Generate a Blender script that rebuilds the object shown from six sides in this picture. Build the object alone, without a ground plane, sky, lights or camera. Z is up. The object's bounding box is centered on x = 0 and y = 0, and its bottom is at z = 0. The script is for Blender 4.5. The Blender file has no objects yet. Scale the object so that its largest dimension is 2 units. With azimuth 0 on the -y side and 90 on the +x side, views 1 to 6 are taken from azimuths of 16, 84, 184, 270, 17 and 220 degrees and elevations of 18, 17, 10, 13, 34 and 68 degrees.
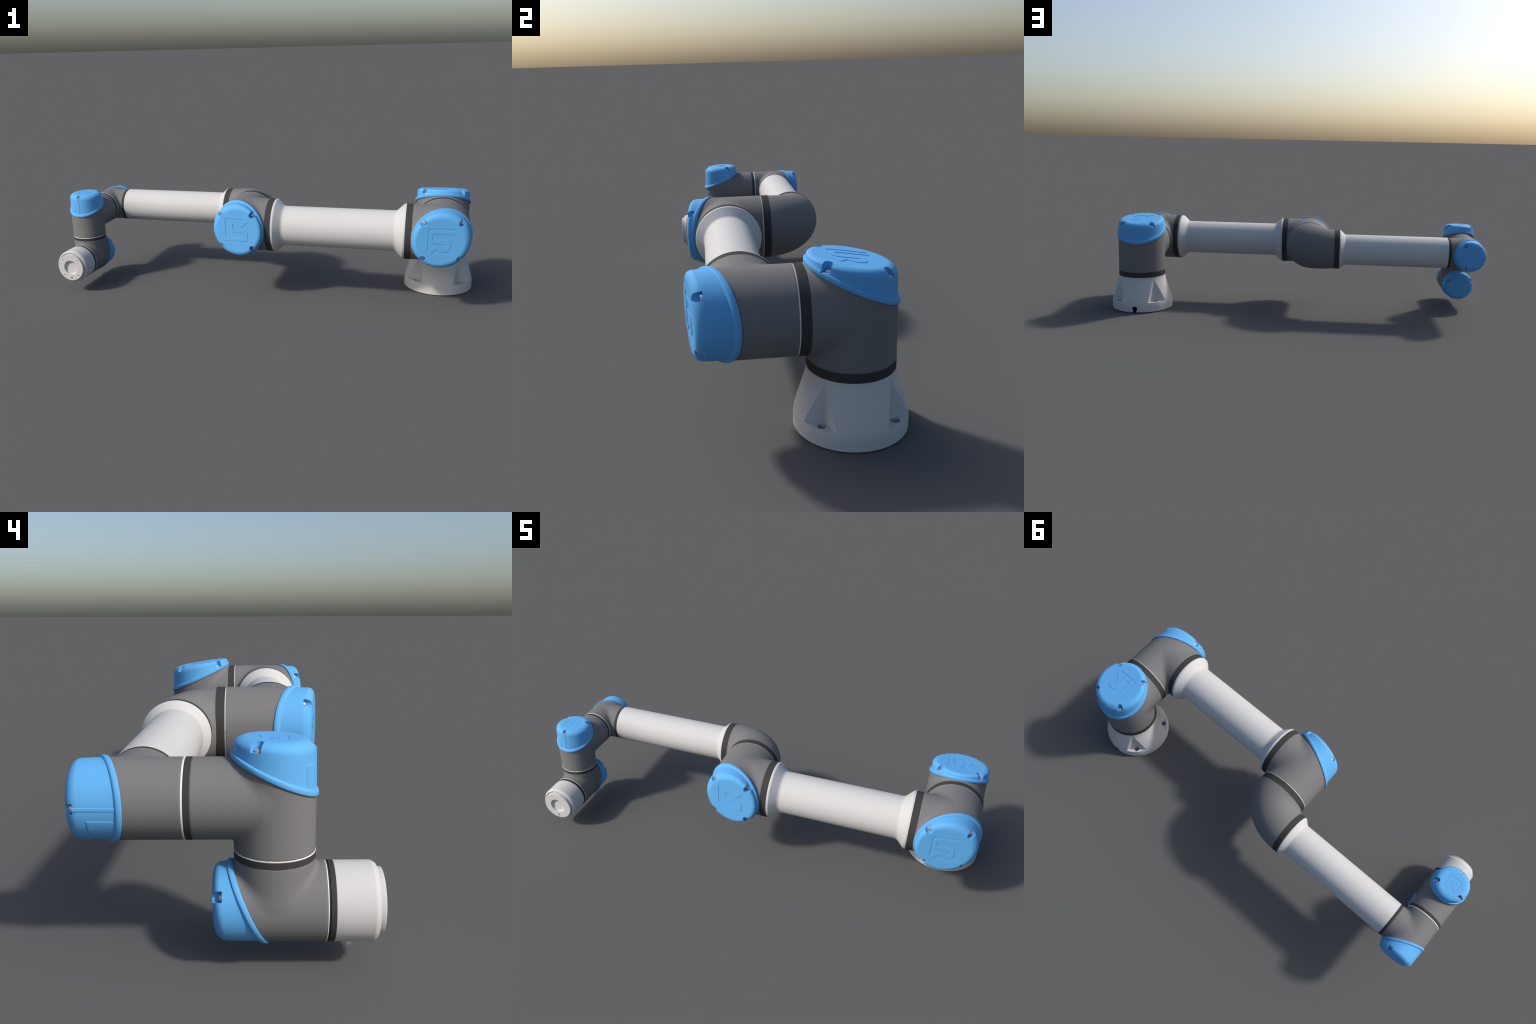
"""Six-axis collaborative robot arm, stretched out flat: grey joint housings,
white tubes, blue end caps.  Metres, z up."""
import bpy, bmesh, math
import numpy as np
from mathutils import Matrix, Vector

# ------------------------------------------------------------------ layout
X0, Y0, ZS = 0.8381, 0.1691, 0.3484      # base axis, shoulder height
XE = -0.0743                             # elbow axis (x)
YU, YF = -0.1255, 0.1535                 # upper arm / forearm centre lines (y)
XW, YW2, ZW3 = -0.9152, -0.1172, 0.1348  # wrist axes
RL, RS = 0.1240, 0.0802                  # large / small joint radius
SLOPE = 0.445                            # tilt of the cap seams

# --------------------------------------------------------------- materials
def material(name, color, rough, spec=0.5, metallic=0.0, grain=0.0):
    m = bpy.data.materials.new(name)
    m.use_nodes = True
    nt = m.node_tree
    b = nt.nodes["Principled BSDF"]
    b.inputs["Roughness"].default_value = rough
    b.inputs["Specular IOR Level"].default_value = spec
    b.inputs["Metallic"].default_value = metallic
    tc = nt.nodes.new("ShaderNodeTexCoord")
    no = nt.nodes.new("ShaderNodeTexNoise")
    no.inputs["Scale"].default_value = 160.0
    no.inputs["Detail"].default_value = 3.0
    nt.links.new(tc.outputs["Object"], no.inputs["Vector"])
    ramp = nt.nodes.new("ShaderNodeValToRGB")
    lo, hi = ramp.color_ramp.elements
    lo.position, hi.position = 0.3, 0.7
    lo.color = tuple(c * (1 - grain) for c in color) + (1,)
    hi.color = tuple(min(1, c * (1 + grain)) for c in color) + (1,)
    nt.links.new(no.outputs["Fac"], ramp.inputs["Fac"])
    nt.links.new(ramp.outputs["Color"], b.inputs["Base Color"])
    return m

GREY = material("grey_cast_housing", (0.163, 0.1625, 0.1625), 0.60, 0.06, grain=0.012)
WHITE = material("white_powder_coat", (0.512, 0.510, 0.506), 0.55, 0.08, grain=0.006)
BLUE = material("blue_plastic_cap", (0.1075, 0.357, 0.680), 0.55, 0.08, grain=0.008)
BLACK = material("black_rubber_seal", (0.0455, 0.045, 0.0445), 0.65, 0.06, grain=0.02)
TRIM = material("pale_trim_ring", (0.70, 0.675, 0.66), 0.40, 0.2, grain=0.0)
STEEL = material("bright_steel_screw", (0.55, 0.52, 0.50), 0.38, 0.5, metallic=0.5)
ALLOY = material("pale_anodised_alloy", (0.63, 0.62, 0.61), 0.50, 0.35, grain=0.006)
INSERT = material("threaded_steel_insert", (0.74, 0.67, 0.63), 0.40, 0.3)

# ----------------------------------------------------------------- helpers
def link(name, mesh, mat, matrix=None, parent=None, sharp=35):
    o = bpy.data.objects.new(name, mesh)
    bpy.context.scene.collection.objects.link(o)
    if mat is not None and not mesh.materials:
        mesh.materials.append(mat)
    if sharp and len(mesh.polygons):
        mesh.polygons.foreach_set("use_smooth", [True] * len(mesh.polygons))
        mesh.set_sharp_from_angle(angle=math.radians(sharp))
    if parent is not None:
        o.parent = parent
    if matrix is not None:
        o.matrix_local = matrix
    return o

def new_mesh(name, verts, faces, orient=True):
    me = bpy.data.meshes.new(name)
    me.from_pydata([tuple(v) for v in verts], [], faces)
    me.validate()
    bm = bmesh.new(); bm.from_mesh(me)
    bmesh.ops.remove_doubles(bm, verts=bm.verts, dist=1e-6)
    if orient:
        bmesh.ops.recalc_face_normals(bm, faces=bm.faces)
    bm.to_mesh(me); bm.free()
    return me

def frame(origin, axis, toward):
    """Joint frame: local z = cap axis, local x = branch side."""
    a, s = Vector(axis), Vector(toward)
    t = a.cross(s)
    return Matrix(((s.x, t.x, a.x, origin[0]), (s.y, t.y, a.y, origin[1]),
                   (s.z, t.z, a.z, origin[2]), (0, 0, 0, 1)))

def lathe(name, profile, segs=160, closed=True):
    """Revolve (radius, height) pairs about local z; ends on the axis if closed."""
    verts, faces = [], []
    n = len(profile)
    for r, h in profile:
        for k in range(segs):
            a = 2 * math.pi * k / segs
            verts.append((r * math.cos(a), r * math.sin(a), h))
    for i in range(n - 1):
        for k in range(segs):
            k2 = (k + 1) % segs
            faces.append((i * segs + k, i * segs + k2, (i + 1) * segs + k2, (i + 1) * segs + k))
    if closed:
        faces.append(tuple(range(segs))[::-1])
        faces.append(tuple((n - 1) * segs + k for k in range(segs)))
    return new_mesh(name, verts, faces)

def tube_ring(name, radius, length, inner, lip=0.0008, groove=None):
    p = [(inner, 0), (radius - lip, 0), (radius, lip)]
    if groove:
        g0, g1, gd = groove
        p += [(radius, g0), (radius - gd, g0 + gd * .3), (radius - gd, g1 - gd * .3), (radius, g1)]
    p += [(radius, length - lip), (radius - lip, length), (inner, length), (inner, 0)]
    return lathe(name, p, closed=False)

def arc(cx, cy, r, a0, a1, n):
    return [(cx + r * math.cos(math.radians(a0 + (a1 - a0) * i / n)),
             cy + r * math.sin(math.radians(a0 + (a1 - a0) * i / n))) for i in range(n + 1)]

def prism(poly, z0, z1, tilt=0.0):
    """Extrude a 2D outline between z0 and z1; tilt shears the ends along x."""
    n = len(poly)
    if sum(poly[i - 1][0] * poly[i][1] - poly[i][0] * poly[i - 1][1] for i in range(n)) < 0:
        poly = poly[::-1]
    verts = [(x, y, z0 + tilt * x) for x, y in poly] + [(x, y, z1 + tilt * x) for x, y in poly]
    faces = [tuple(range(n))[::-1], tuple(range(n, 2 * n))]
    faces += [(i, (i + 1) % n, n + (i + 1) % n, n + i) for i in range(n)]
    return verts, faces

def merge(name, pieces, orient=False):
    verts, faces = [], []
    for v, f in pieces:
        o = len(verts)
        verts += v
        faces += [tuple(i + o for i in q) for q in f]
    return new_mesh(name, verts, faces, orient)

def cut(mesh, cutter, operation="DIFFERENCE"):
    a = bpy.data.objects.new("work_piece", mesh)
    b = bpy.data.objects.new("work_tool", cutter)
    for o in (a, b):
        bpy.context.scene.collection.objects.link(o)
    m = a.modifiers.new("cut", "BOOLEAN")
    m.operation, m.object, m.solver = operation, b, "EXACT"
    dg = bpy.context.evaluated_depsgraph_get()
    out = bpy.data.meshes.new_from_object(a.evaluated_get(dg))
    for o in (a, b):
        bpy.data.objects.remove(o)
    bpy.data.meshes.remove(cutter)
    out.name = mesh.name
    return out

# ------------------------------------------------ blended housing (tee) mesh
def surface_net(field, lo, hi, step):
    """Smooth closed quad mesh of field < 0 (naive surface nets + projection)."""
    ax = [np.arange(l, h + step, step) for l, h in zip(lo, hi)]
    P = np.stack(np.meshgrid(*ax, indexing="ij"), -1)
    F = field(P)
    S = F < 0
    nx, ny, nz = F.shape
    acc = np.zeros((nx - 1, ny - 1, nz - 1, 3)); cnt = np.zeros((nx - 1, ny - 1, nz - 1))
    corner = lambda a, i, j, k: a[i:nx - 1 + i, j:ny - 1 + j, k:nz - 1 + k]
    cs = [(i, j, k) for i in (0, 1) for j in (0, 1) for k in (0, 1)]
    for c in cs:
        for d in range(3):
            if c[d] == 0:
                e = list(c); e[d] = 1
                f0, f1 = corner(F, *c), corner(F, *e)
                x = (f0 < 0) != (f1 < 0)
                t = np.where(x, f0 / np.where(x, f0 - f1, 1), 0)[..., None]
                p = corner(P, *c) * (1 - t) + corner(P, *e) * t
                acc += np.where(x[..., None], p, 0); cnt += x
    idx = -np.ones(cnt.shape, int); m = cnt > 0
    idx[m] = np.arange(m.sum())
    V = acc[m] / cnt[m][:, None]
    for _ in range(4):
        f = field(V); h = 1e-4
        g = np.stack([(field(V + h * np.eye(3)[i]) - field(V - h * np.eye(3)[i])) / (2 * h) for i in range(3)], -1)
        V = V - g * (f / np.maximum((g * g).sum(-1), .2))[:, None]
    quads = []
    for d in range(3):
        a, b = [(1, 2), (2, 0), (0, 1)][d]
        sl0 = [slice(1, -1)] * 3; sl1 = [slice(1, -1)] * 3
        sl0[d] = slice(0, -1); sl1[d] = slice(1, None)
        I = np.argwhere(S[tuple(sl0)] != S[tuple(sl1)])
        off = np.array([1, 1, 1]); off[d] = 0
        I = I + off
        ea, eb = np.eye(3, dtype=int)[a], np.eye(3, dtype=int)[b]
        q = np.stack([idx[tuple((I - ea - eb).T)], idx[tuple((I - eb).T)], idx[tuple(I.T)], idx[tuple((I - ea).T)]], 1)
        flip = ~S[tuple(I.T)]
        q[flip] = q[flip][:, ::-1]
        quads.append(q)
    return V, np.concatenate(quads)

def housing(name, R, length, branch, seam, k0, step):
    """Main cylinder along z (from -length to the slanted cap seam) blended
    into a branch cylinder of the same radius along +x."""
    def field(p):
        x, y, z = p[..., 0], p[..., 1], p[..., 2]
        r1 = np.maximum(np.hypot(x, y), 1e-6); r2 = np.maximum(np.hypot(y, z), 1e-6)
        seam_cut = (z - (seam + SLOPE * x + .005)) / 1.1
        d1 = np.maximum(r1 - R, seam_cut)
        d2 = np.maximum(r2 - R, -x)
        c = y * y / (r1 * r2)                                  # n1 . n2
        k = k0 * np.clip(1 - c * c, 0.0, 1) ** 0.15 * np.clip(x / (.30 * R), 0, 1) + 1e-5
        h = np.clip(.5 + .5 * (d2 - d1) / k, 0, 1)
        d = d2 * (1 - h) + d1 * h - k * h * (1 - h)
        return np.maximum.reduce([d, np.where(x < R * .8, seam_cut, -1), -z - length, x - branch])
    pad = 3 * step
    V, Q = surface_net(field, (-R - pad, -R - pad, -length - pad), (branch + pad, R + pad, max(R, seam + SLOPE * R) + .03 + pad), step)
    me = bpy.data.meshes.new(name)
    me.from_pydata(V.tolist(), [], Q.tolist())
    me.validate()
    return me

# -------------------------------------------------------------------- caps
def logo_cutter(H, tilt, half, depth, shift):
    """Square badge sunk into the cap, split by one continuous folded ribbon."""
    f = half / .057
    r = .0135
    fold = [(-.064, -.0395), (0, -.0395)] + arc(.0321, -.0260, r, -90, 0, 8) + arc(.0321, -.0120, r, 0, 90, 8) + [(.01, .0015)] + \
        arc(-.0155, .0150, r, -90, -180, 8) + arc(-.0150, .0260, .0140, 180, 90, 8)
    tail = np.array([(-.0150, .0400), (-.0060, .0400), (.0040, .0320), (.0125, .0250), (.0215, .0250), (.0290, .0315), (.0660, .0685)])
    for _ in range(3):                       # corner cutting
        tail = np.concatenate([tail[:1], np.stack([.75 * tail[:-1] + .25 * tail[1:], .25 * tail[:-1] + .75 * tail[1:]], 1).reshape(-1, 2), tail[-1:]])
    line = np.concatenate([np.array(fold[:-1]), tail])
    run = np.concatenate([[0], np.cumsum(np.linalg.norm(np.diff(line, axis=0), axis=1))])
    at = np.linspace(0, run[-1], 170)           # even steps along the ribbon
    line = np.stack([np.interp(at, run, line[:, 0]), np.interp(at, run, line[:, 1])], 1) * f
    d = np.gradient(line, axis=0)
    d /= np.linalg.norm(d, axis=1)[:, None]
    nrm = np.stack([-d[:, 1], d[:, 0]], 1) * .0158 * f / 2
    c, r = half, .12 * half

    def inside(pts):
        """Part of a ribbon edge that lies inside the square, ends on its border."""
        ok = np.all(np.abs(pts) <= c, axis=1)
        i0, i1 = np.argmax(ok), len(ok) - 1 - np.argmax(ok[::-1])
        w = (-c - pts[i0 - 1][0]) / (pts[i0][0] - pts[i0 - 1][0])
        first = pts[i0 - 1] + w * (pts[i0] - pts[i0 - 1])
        p, q = pts[i1], pts[i1 + 1]
        w = min((c - p[k]) / (q[k] - p[k]) for k in (0, 1))
        return [tuple(first)] + [tuple(v) for v in pts[i0:i1 + 1]] + [tuple(p + w * (q - p))]

    outer = inside(line - nrm) + arc(c - r, -c + r, r, 0, -90, 5) + arc(-c + r * .5, -c + r * .5, r * .5, -90, -180, 4)
    inner = inside(line + nrm) + arc(-c + r, c - r, r, 90, 180, 5)
    return merge("badge", [prism([(x + shift, y) for x, y in poly], H - depth, H + .02, tilt) for poly in (outer, inner)])

def cap(name, R, seam, rim, H, tilt, fstart, fslope, b0, b1, Rw0, Rw1, screws, pocket, logo=None, marks=False, segs=192):
    """Blue end cover: overhanging slanted rim, tapered wall, rounded shoulder
    and a nearly flat, slightly tilted top."""
    rows = []
    th = [2 * math.pi * k / segs for k in range(segs)]
    for r, dh in rim:
        rows.append([(r * math.cos(t), r * math.sin(t), seam + SLOPE * r * math.cos(t) + dh) for t in th])
    n_f = 12
    last_dh = rim[-1][1]
    for i in range(1, 4):                       # wall
        w = i / 4
        row = []
        for t in th:
            c = math.cos(t); r = Rw0 + (Rw1 - Rw0) * w
            z0 = seam + SLOPE * rim[-1][0] * c + last_dh
            z1 = max(fstart + fslope * c, z0 + .002)
            row.append((r * math.cos(t), r * math.sin(t), z0 + (z1 - z0) * w))
        rows.append(row)
    for i in range(n_f + 1):                    # rounded shoulder
        u = math.pi / 2 * i / n_f
        row = []
        for t in th:
            c = math.cos(t); b = b0 + b1 * c
            z0 = seam + SLOPE * rim[-1][0] * c + last_dh
            zf = max(fstart + fslope * c, z0 + .002)
            re = Rw1 - b
            a = max(H + tilt * re * c - zf, .002)
            r = re + b * math.cos(u)
            row.append((r * math.cos(t), r * math.sin(t), zf + a * math.sin(u)))
        rows.append(row)
    for w in (.985, .66, .33):                  # flat top
        row = []
        for t in th:
            c = math.cos(t); r = (Rw1 - b0 - b1 * c) * w
            row.append((r * math.cos(t), r * math.sin(t), H + tilt * r * c))
        rows.append(row)
    verts = [p for row in rows for p in row] + [(0, 0, H), (0, 0, seam)]
    faces, n = [], len(rows)
    for i in range(n - 1):
        for k in range(segs):
            k2 = (k + 1) % segs
            faces.append((i * segs + k, i * segs + k2, (i + 1) * segs + k2, (i + 1) * segs + k))
    for k in range(segs):
        k2 = (k + 1) % segs
        faces.append(((n - 1) * segs + k, (n - 1) * segs + k2, n * segs))
        faces.append((k2, k, n * segs + 1))
    me = new_mesh(name, verts, faces)
    if logo:
        me = cut(me, logo_cutter(H, tilt, *logo))
    cutters = []
    for x, y, z in screws:                      # open-sided screw pockets
        a = math.atan2(y, x)
        pts = arc(0, 0, pocket, 80, 280, 14) + [(pocket * .25, -pocket), (pocket * 3, -pocket * 1.25), (pocket * 3, pocket * 1.25), (pocket * .25, pocket)]
        ca, sa = math.cos(a), math.sin(a)
        poly = [(x + p * ca - q * sa, y + p * sa + q * ca) for p, q in pts]
        cutters.append(prism(poly, z, z + .08))
    me = cut(me, merge("pockets", cutters))
    if marks:                                   # raised rib and label pad on the long side
        def patch(a0, a1, h0, h1, lift, edge, slant=0.0):
            v, f, nn = [], [], 12
            for lvl, (dr, de) in enumerate([(-.003, 0), (0, 0), (lift, edge)]):
                for i in range(nn + 1):
                    w = i / nn
                    a = math.pi + -1 * math.radians(a0 + (a1 - a0) * w)
                    da = edge / .079 * (1 - 2 * w) if de else 0
                    zb = h0(a); zt = h1 + slant * w
                    for z in (zb, zt - de):
                        rr = Rw0 + (Rw1 - Rw0) * min(1, max(0, (z - .03) / .065)) + dr
                        v.append((rr * math.cos(a - da), rr * math.sin(a - da), z))
            m = 2 * (nn + 1)
            for i in range(nn):
                f.append((2 * m + 2 * i, 2 * m + 2 * i + 2, 2 * m + 2 * i + 3, 2 * m + 2 * i + 1))
                for l in range(2):
                    for j in (0, 1):
                        f.append((l * m + 2 * i + j, l * m + 2 * i + 2 + j, (l + 1) * m + 2 * i + 2 + j, (l + 1) * m + 2 * i + j))
            for l in range(2):
                for i in (0, nn):
                    f.append((l * m + 2 * i, l * m + 2 * i + 1, (l + 1) * m + 2 * i + 1, (l + 1) * m + 2 * i))
            return v, f
        base = lambda a: seam + SLOPE * R * math.cos(a) + .012
        extra = merge("marks", [patch(-2.6, 2.6, base, .1015, .0011, .0010), patch(16.7, 44, base, .0768, .0011, .0011, -.001)], True)
        bm = bmesh.new(); bm.from_mesh(me); bm.from_mesh(extra); bm.to_mesh(me); bm.free()
        bpy.data.meshes.remove(extra)
    return me

def screw_mesh(r, h):
    return lathe("cap_screw", [(.002 * r, h * .35), (.42 * r, h * .35), (.42 * r, h * .96), (.50 * r, h), (.72 * r, h), (.92 * r, h * .86), (r, h * .6), (r, -.004)], 24)

# ---------------------------------------------------------------- assembly
root = bpy.data.objects.new("robot_arm", None)
bpy.context.scene.collection.objects.link(root)
root.location = (X0, Y0, 0)
root["label"] = "six-jointed industrial robot arm, white tubes, grey joints, blue caps"
root["category"] = "robot arm"
TO_ROOT = Matrix.Translation((-X0, -Y0, 0))
bpy.context.view_layer.update()

def part(name, mesh, mat, matrix=Matrix(), sharp=35):
    return link(name, mesh, mat, TO_ROOT @ matrix, root, sharp)

# joint name, origin, cap axis, branch side, big?, length below, branch length, seam
F_PAN = frame((X0, Y0, ZS), (0, 0, 1), (0, -1, 0))
F_LIFT = frame((X0, YU, ZS), (0, -1, 0), (-1, 0, 0))
F_ELBOW = frame((XE, YU, ZS), (0, -1, 0), (1, 0, 0))
F_W1 = frame((XW, YF, ZS), (0, 1, 0), (1, 0, 0))
F_W2 = frame((XW, YW2, ZS), (0, 0, 1), (0, 1, 0))
F_W3 = frame((XW, YW2, ZW3), (0, 1, 0), (0, 0, 1))

RIM_L = [(.1180, .004), (.1262, .0), (.1278, .0008), (.1287, .003), (.1287, .0105), (.1283, .0130), (.1270, .0154), (.1250, .0168), (.1230, .0174), (.1221, .0178), (.1220, .0205)]
RIM_S = [(.0750, .003), (.0826, .0), (.0839, .0007), (.0846, .0024), (.0846, .0080), (.0843, .0098), (.0833, .0115), (.0818, .0124), (.0804, .0128), (.0798, .0131), (.0797, .0152)]

SC_L = [(.0775, .0775, .1255), (.0775, -.0775, .1255), (-.0775, .0775, .1015), (-.0775, -.0775, .1015)]
SC_S = [(.0320, .0580, .102), (.0320, -.0580, .102), (-.0690, .0, .1005)]

cap_pan = cap("joint_cap_pan", RL, .070, RIM_L, .1380, .160, .1195, .0305, .024, -.010, .1220, .1208, SC_L, .0128, (.057, .0014, .003))
cap_arm = cap("joint_cap_arm", RL, .0655, RIM_L, .1400, .145, .1195, .0290, .024, -.010, .1220, .1208, SC_L, .0128, (.057, .0014, .003))
cap_small = cap("wrist_cap_plain", RS, .0455, RIM_S, .1205, .035, .1000, .0075, .026, -.002, .0797, .0782, SC_S, .0100, None, True)
cap_badge = cap("wrist_cap_badge", RS, .0455, RIM_S, .1205, .035, .1000, .0075, .026, -.002, .0797, .0782, SC_S, .0100, (.0300, .0007, .003), True)

big_screw, small_screw = screw_mesh(.0080, .0060), screw_mesh(.0070, .0055)
for m in (big_screw, small_screw):
    m.materials.append(STEEL)
    m.polygons.foreach_set("use_smooth", [True] * len(m.polygons)); m.set_sharp_from_angle(angle=math.radians(35))

for F, me, seats, sm in ((F_PAN, cap_pan, SC_L, big_screw), (F_LIFT, cap_arm, SC_L, big_screw), (F_ELBOW, cap_arm, SC_L, big_screw),
                         (F_W1, cap_small, SC_S, small_screw), (F_W2, cap_badge, SC_S, small_screw), (F_W3, cap_small, SC_S, small_screw)):
    c = part("joint_cap", me, BLUE, F, 32)
    for p in seats:
        link("screw", sm, None, Matrix.Translation(p), c, 0)

# grey housings
K_L, K_S = .014, .010
hs = {}
hs["pan"] = part("joint_housing", housing("shoulder_housing", .1238, ZS - .208 + .003, .1275 + .003, .070, K_L, .0042), GREY, F_PAN, 0)
lift = housing("arm_housing", RL, .1360 + .002, .1277 + .003, .0655, K_L, .0042)
hs["lift"] = part("joint_housing", lift, GREY, F_LIFT, 0)
hs["elbow"] = part("joint_housing", lift, GREY, F_ELBOW, 0)
hs["w1"] = part("wrist_housing", housing("wrist_housing_a", RS, .0960 + .002, .0952 + .002, .0455, K_S, .0032), GREY, F_W1, 0)
hs["w2"] = part("wrist_housing", housing("wrist_housing_b", RS, .1004 + .002, .1574 + .002, .0455, K_S, .0032), GREY, F_W2, 0)
hs["w3"] = part("wrist_housing", housing("wrist_housing_c", RS, .0993 + .002, .0962 + .002, .0455, K_S, .0032), GREY, F_W3, 0)
for o in hs.values():
    o.data.polygons.foreach_set("use_smooth", [True] * len(o.data.polygons))

def ring_on(parent, F, name, mat, radius, z0, z1, inner, axis="z", groove=None):
    """Ring around the parent's main axis (z) or its branch axis (x)."""
    me = tube_ring(name, radius, abs(z1 - z0), inner, groove=groove)
    lo = min(z0, z1)
    m = Matrix.Translation((0, 0, lo)) if axis == "z" else Matrix.Translation((lo, 0, 0)) @ Matrix.Rotation(math.pi / 2, 4, "Y")
    return link(name, me, mat, m, parent, 35)

P = .0005
# base joint seal, shoulder joint seal + trim, arm tube seals
ring_on(hs["pan"], F_PAN, "seal_ring", BLACK, RL + .0002, .1795 - ZS, .2082 - ZS, .09)
ring_on(hs["pan"], F_PAN, "seal_ring", BLACK, RL + P, Y0 - .0415, Y0 - .0140, .09, "x")
edge = lathe("bevelled_trim", [(.09, 0), (RL - .0010, 0), (RL + .0003, .0034), (.09, .0034), (.09, 0)], closed=False)
link("trim_ring", edge, TRIM, Matrix.Translation((0, 0, YU - .0140)), hs["lift"], 35)
ring_on(hs["lift"], F_LIFT, "seal_ring", BLACK, RL + P, .1277, .1562, .09, "x")
link("trim_ring", edge, TRIM, Matrix.Translation((0, 0, YU - .0138)), hs["elbow"], 35)
ring_on(hs["elbow"], F_ELBOW, "seal_ring", BLACK, RL + P, .1277, .1562, .09, "x")
# wrists
ring_on(hs["w1"], F_W1, "seal_ring", BLACK, RS + .0004, .0945, .1082, .06, "x")
ring_on(hs["w1"], F_W1, "trim_ring", TRIM, RS + .0005, .0535 - YF, .0575 - YF, .06)
ring_on(hs["w2"], F_W2, "seal_ring", BLACK, RS + .0004, .0402 - YW2, .0535 - YW2, .06, "x")
ring_on(hs["w2"], F_W2, "trim_ring", TRIM, RS + .0005, .2447 - ZS, .2482 - ZS, .06)
ring_on(hs["w3"], F_W3, "seal_ring", BLACK, RS + .0004, .2310 - ZW3, .2447 - ZW3, .06, "x")
ring_on(hs["w3"], F_W3, "trim_ring", TRIM, RS + .0005, -.2192 - YW2, -.2165 - YW2, .06)
ring_on(hs["w3"], F_W3, "seal_ring", BLACK, RS + .0004, -.2335 - YW2, -.2192 - YW2, .06, "z", groove=(.0105, .0137, .0018))

# ----------------------------------------------------- arm tubes (lathed on x)
def flare(R0, Rt, a, b, r1, r2, n=7):
    """Collar profile (radius, distance): seal land, round, straight cone, fillet, tube."""
    ang = math.atan2(R0 - Rt, b - a)
    t1, t2 = r1 * math.tan(ang / 2), r2 * math.tan(ang / 2)
    out = [(R0 - .0006, 0), (R0, .0007), (R0, (a - t1) * .6)]
    out += [(R0 - r1 + r1 * math.cos(ang * i / n), a - t1 + r1 * math.sin(ang * i / n)) for i in range(n + 1)]
    p0, p1 = out[-1], (Rt + r2 - r2 * math.cos(ang), b + t2 - r2 * math.sin(ang))
    out += [(p0[0] + (p1[0] - p0[0]) * w, p0[1] + (p1[1] - p0[1]) * w) for w in (.06, .5, .94)]
    out += [(Rt + r2 - r2 * math.cos(ang * (1 - i / n)), b + t2 - r2 * math.sin(ang * (1 - i / n))) for i in range(n + 1)]
    return out + [(Rt, b + t2 + .003)]

def along_x(x):
    return Matrix.Rotation(math.pi / 2, 4, "Y")

xa, xb = XE + .1562, X0 - .1562
left = flare(.1239, .0916, .0092, .0430, .009, .020)
prof = [(r, xa + h) for r, h in left] + [(r, xb - h) for r, h in reversed(left)]
part("upper_arm_tube", lathe("upper_arm_tube", prof), WHITE, Matrix.Translation((0, YU, ZS)) @ along_x(0), 40)

xc, xd = -.2400, XW + .1082
right = flare(.1034, .0810, .0047, .0282, .006, .012)
prof = [(.0800, xd), (.0808, xd + .0008), (.0810, xd + .003)] + [(r, xc - h) for r, h in reversed(right)]
fore = part("forearm_tube", lathe("forearm_tube", prof), WHITE, Matrix.Translation((0, YF, ZS)) @ along_x(0), 40)
link("seal_ring", tube_ring("fore_seal", .1036, .0285, .08), BLACK, Matrix.Translation((0, 0, -.2400)), fore, 35)

# elbow: swept bend from the elbow joint (facing -y) into the forearm (facing -x)
def elbow_bend():
    y_in, x_out = .0385, -.2125
    n, m = 40, 96
    inner0, outer0 = np.array([XE - RL, y_in]), np.array([XE + RL, y_in])
    inner1, outer1 = np.array([x_out, YF - .1034]), np.array([x_out, YF + .1034])
    verts, faces = [], []
    for i in range(n + 1):
        w = i / n; a = math.pi / 2 * w
        ce, cp = math.cos(a) ** .96, math.sin(a) ** .96
        outer = np.array([x_out + (outer0[0] - x_out) * ce, y_in + (outer1[1] - y_in) * cp])
        iw = w * w * (3 - 2 * w)
        inner = inner0 * (1 - iw) + inner1 * iw
        mid, half = (inner + outer) / 2, (outer - inner) / 2
        b = RL + (.1034 - RL) * (w ** 1.2)
        for k in range(m):
            t = 2 * math.pi * k / m
            p = mid + half * math.cos(t)
            verts.append((p[0], p[1], ZS + b * math.sin(t)))
    for i in range(n):
        for k in range(m):
            k2 = (k + 1) % m
            faces.append((i * m + k, i * m + k2, (i + 1) * m + k2, (i + 1) * m + k))
    faces += [tuple(range(m))[::-1], tuple(n * m + k for k in range(m))]
    return new_mesh("elbow_bend", verts, faces)

elbow = part("elbow_bend", elbow_bend(), GREY, Matrix(), 50)
ring = tube_ring("elbow_seal", RL + P, .0282, .09)
link("seal_ring", ring, BLACK, Matrix.Translation((XE, .0138, ZS)) @ Matrix.Rotation(-math.pi / 2, 4, "X"), elbow, 35)

# -------------------------------------------------------------------- base
prof = [(.1608, 0), (.1619, .0012), (.1619, .0290), (.1616, .0360), (.1604, .0445), (.1584, .0540), (.1556, .0640), (.1450, .0985),
        (.1340, .1335), (.1300, .1460), (.1272, .1560), (.1253, .1650), (.1243, .1720), (.1239, .1797)]
base = lathe("base", prof, 192)
tools = []
for q in range(4):                       # bolt pockets with flat floors, and their holes
    a = math.radians(45 + 90 * q); ca, sa = math.cos(a), math.sin(a)
    v = [(.24, .2280), (.1285, .0085)] + [(.1240 + .0045 * (abs(w) ** 1.7), .0085 * w) for w in (.6, .3, 0, -.3, -.6)] + [(.1285, -.0085), (.24, -.2280)]
    tools.append(prism([(p * ca - l * sa, p * sa + l * ca) for p, l in v][::-1], .0495, .30))
pockets = merge("pockets", tools)
base = cut(base, pockets)
holes = merge("holes", [prism([(.1415 * math.cos(math.radians(45 + 90 * q)) + x, .1415 * math.sin(math.radians(45 + 90 * q)) + y)
                               for x, y in arc(0, 0, .0130, 0, 345, 23)], .0150, .07) for q in range(4)])
base = cut(base, holes)
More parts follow.
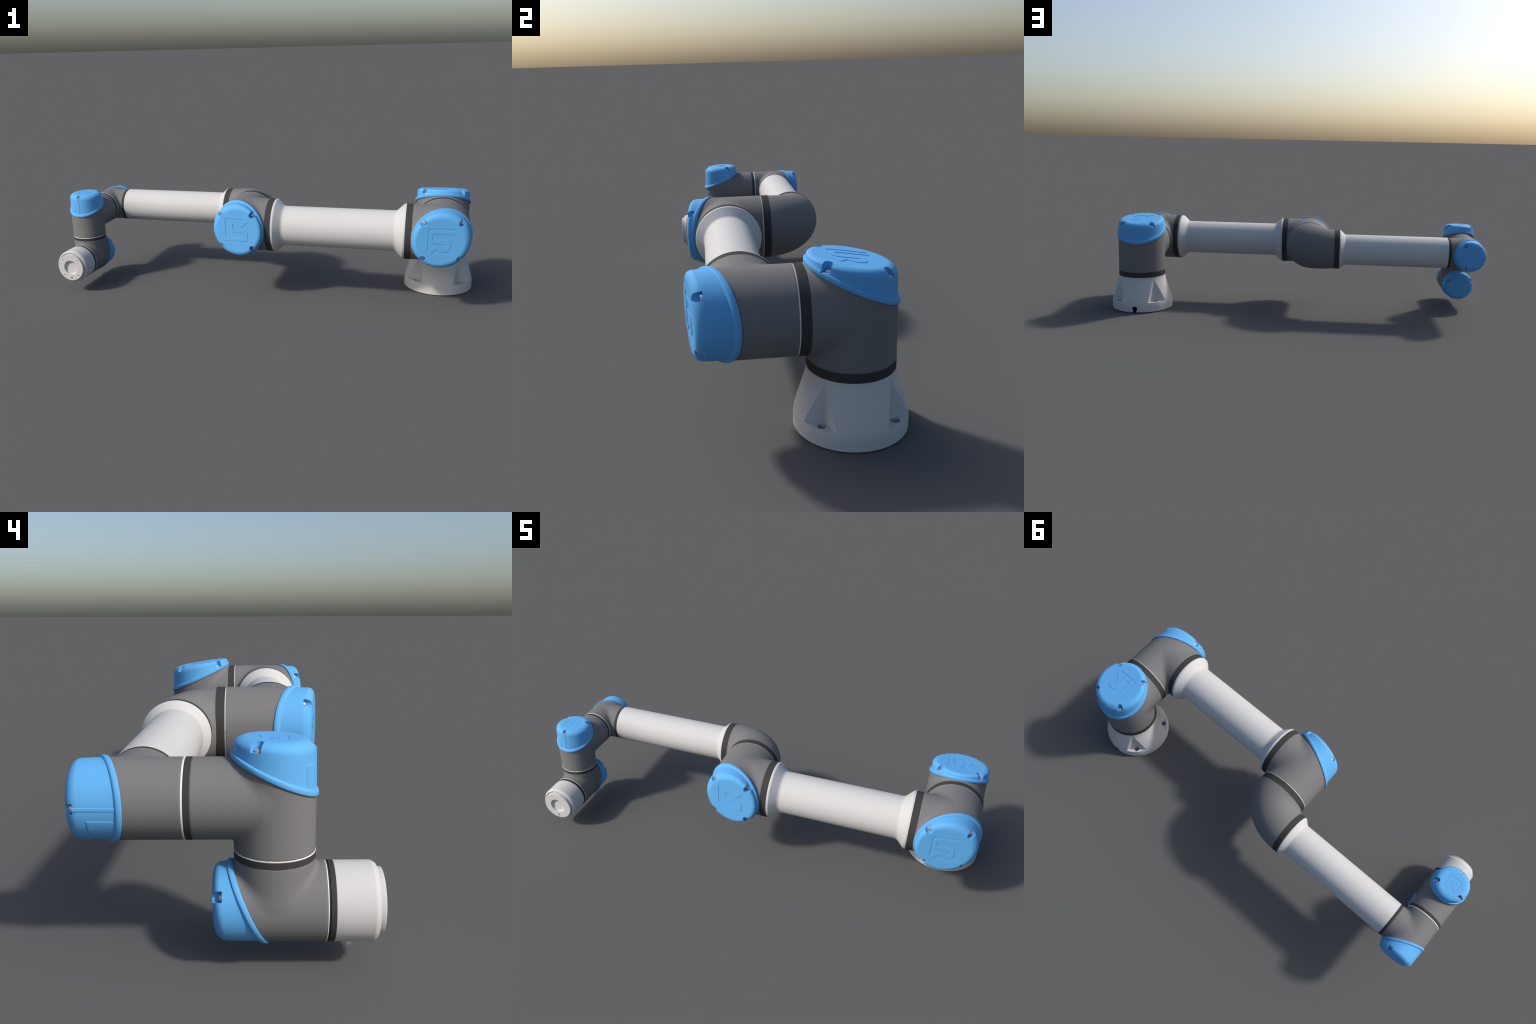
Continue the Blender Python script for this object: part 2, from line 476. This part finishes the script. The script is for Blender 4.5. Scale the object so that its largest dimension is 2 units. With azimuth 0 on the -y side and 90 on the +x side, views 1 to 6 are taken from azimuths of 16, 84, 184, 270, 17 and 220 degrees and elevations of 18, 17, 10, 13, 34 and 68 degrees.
key = arc(-.002, .0190, .0138, -50, 230, 24)          # cable notch: keyhole open at the foot
key = [(-.0145, -.01), ] + [(x, z) for x, z in reversed(key)] + [(.0120, -.01)]
kv, kf = prism(key, -.24, -.06)
base = cut(base, new_mesh("notch", [(x, -z, y) for x, y, z in kv], kf))
base = cut(base, lathe("hollow", [(.1240, -.02), (.1240, .0340), (.1150, .0345), (.1100, .1500)], 96))   # open underneath
base = cut(base, new_mesh("thinned_wall", *prism([(-.045, .10), (.045, .10), (.045, .1440), (0, .1520), (-.045, .1440)], -.021, .0350)))
part("base", base, WHITE, Matrix.Translation((X0, Y0, 0)), 30)

# ------------------------------------------------------------ tool flange
T = frame((XW, YW2, ZW3), (0, -1, 0), (1, 0, 0))       # local z points out of the flange
z = lambda y: YW2 - y
prof = [(.0798, z(-.2335)), (.0802, z(-.2340)), (.0802, z(-.2400)), (.0802, z(-.3075)), (.0801, z(-.3092)), (.0795, z(-.3108)), (.0761, z(-.3166)), (.0752, z(-.3180)),
        (.0742, z(-.3187)), (.0732, z(-.3188)), (.0724, z(-.3180)), (.0722, z(-.3165)), (.0719, z(-.3150)), (.0708, z(-.3145)), (.0668, z(-.3145)), (.0668, z(-.3275)), (.0668, z(-.3288)), (.0662, z(-.3303)),
        (.0648, z(-.3309)), (.0640, z(-.3309)), (.0364, z(-.3309)), (.0358, z(-.3309)), (.0352, z(-.3303)), (.0352, z(-.3255))] + \
       [(.0352 - .006 + .006 * math.cos(math.radians(u)), z(-.3250) - .006 * math.sin(math.radians(u))) for u in (15, 30, 45, 60, 75, 90)] + [(.0285, z(-.3190))]
tool = lathe("tool_flange", prof, 160)
seats = [(sx * .0378, sy * .0382) for sx in (1, -1) for sy in (1, -1)]
drill = merge("drill", [prism([(x + p, y + q) for p, q in arc(0, 0, .0076, 0, 345, 23)], z(-.3309) - .02, z(-.3309) + .01) for x, y in seats] +
              [prism([(p, -.0522 + q) for p, q in arc(0, 0, .0046, 0, 345, 23)], z(-.3309) - .016, z(-.3309) + .01)])
tool = cut(tool, drill)
flange = part("tool_flange", tool, WHITE, T, 30)
ins = lathe("threaded_insert", [(.0076, -.018), (.0076, .0002), (.0073, .0004), (.0047, .0004), (.0043, .0001), (.0043, -.014), (.0001, -.014)], 28)
ins.materials.append(INSERT)
ins.polygons.foreach_set("use_smooth", [True] * len(ins.polygons)); ins.set_sharp_from_angle(angle=math.radians(30))
for x, y in seats:
    link("threaded_insert", ins, None, Matrix.Translation((x, y, z(-.3309))), flange, 0)
# tool connector stub under the flange
stub = lathe("tool_connector", [(.0085, -.006), (.0085, .010), (.0072, .012), (.0066, .0165), (.0050, .0175), (.0030, .0175), (.0028, .012)], 40)
link("tool_connector", stub, ALLOY, Matrix.Translation((0, -.0790, z(-.2665))) @ Matrix.Rotation(math.pi / 2, 4, "X"), flange, 35)
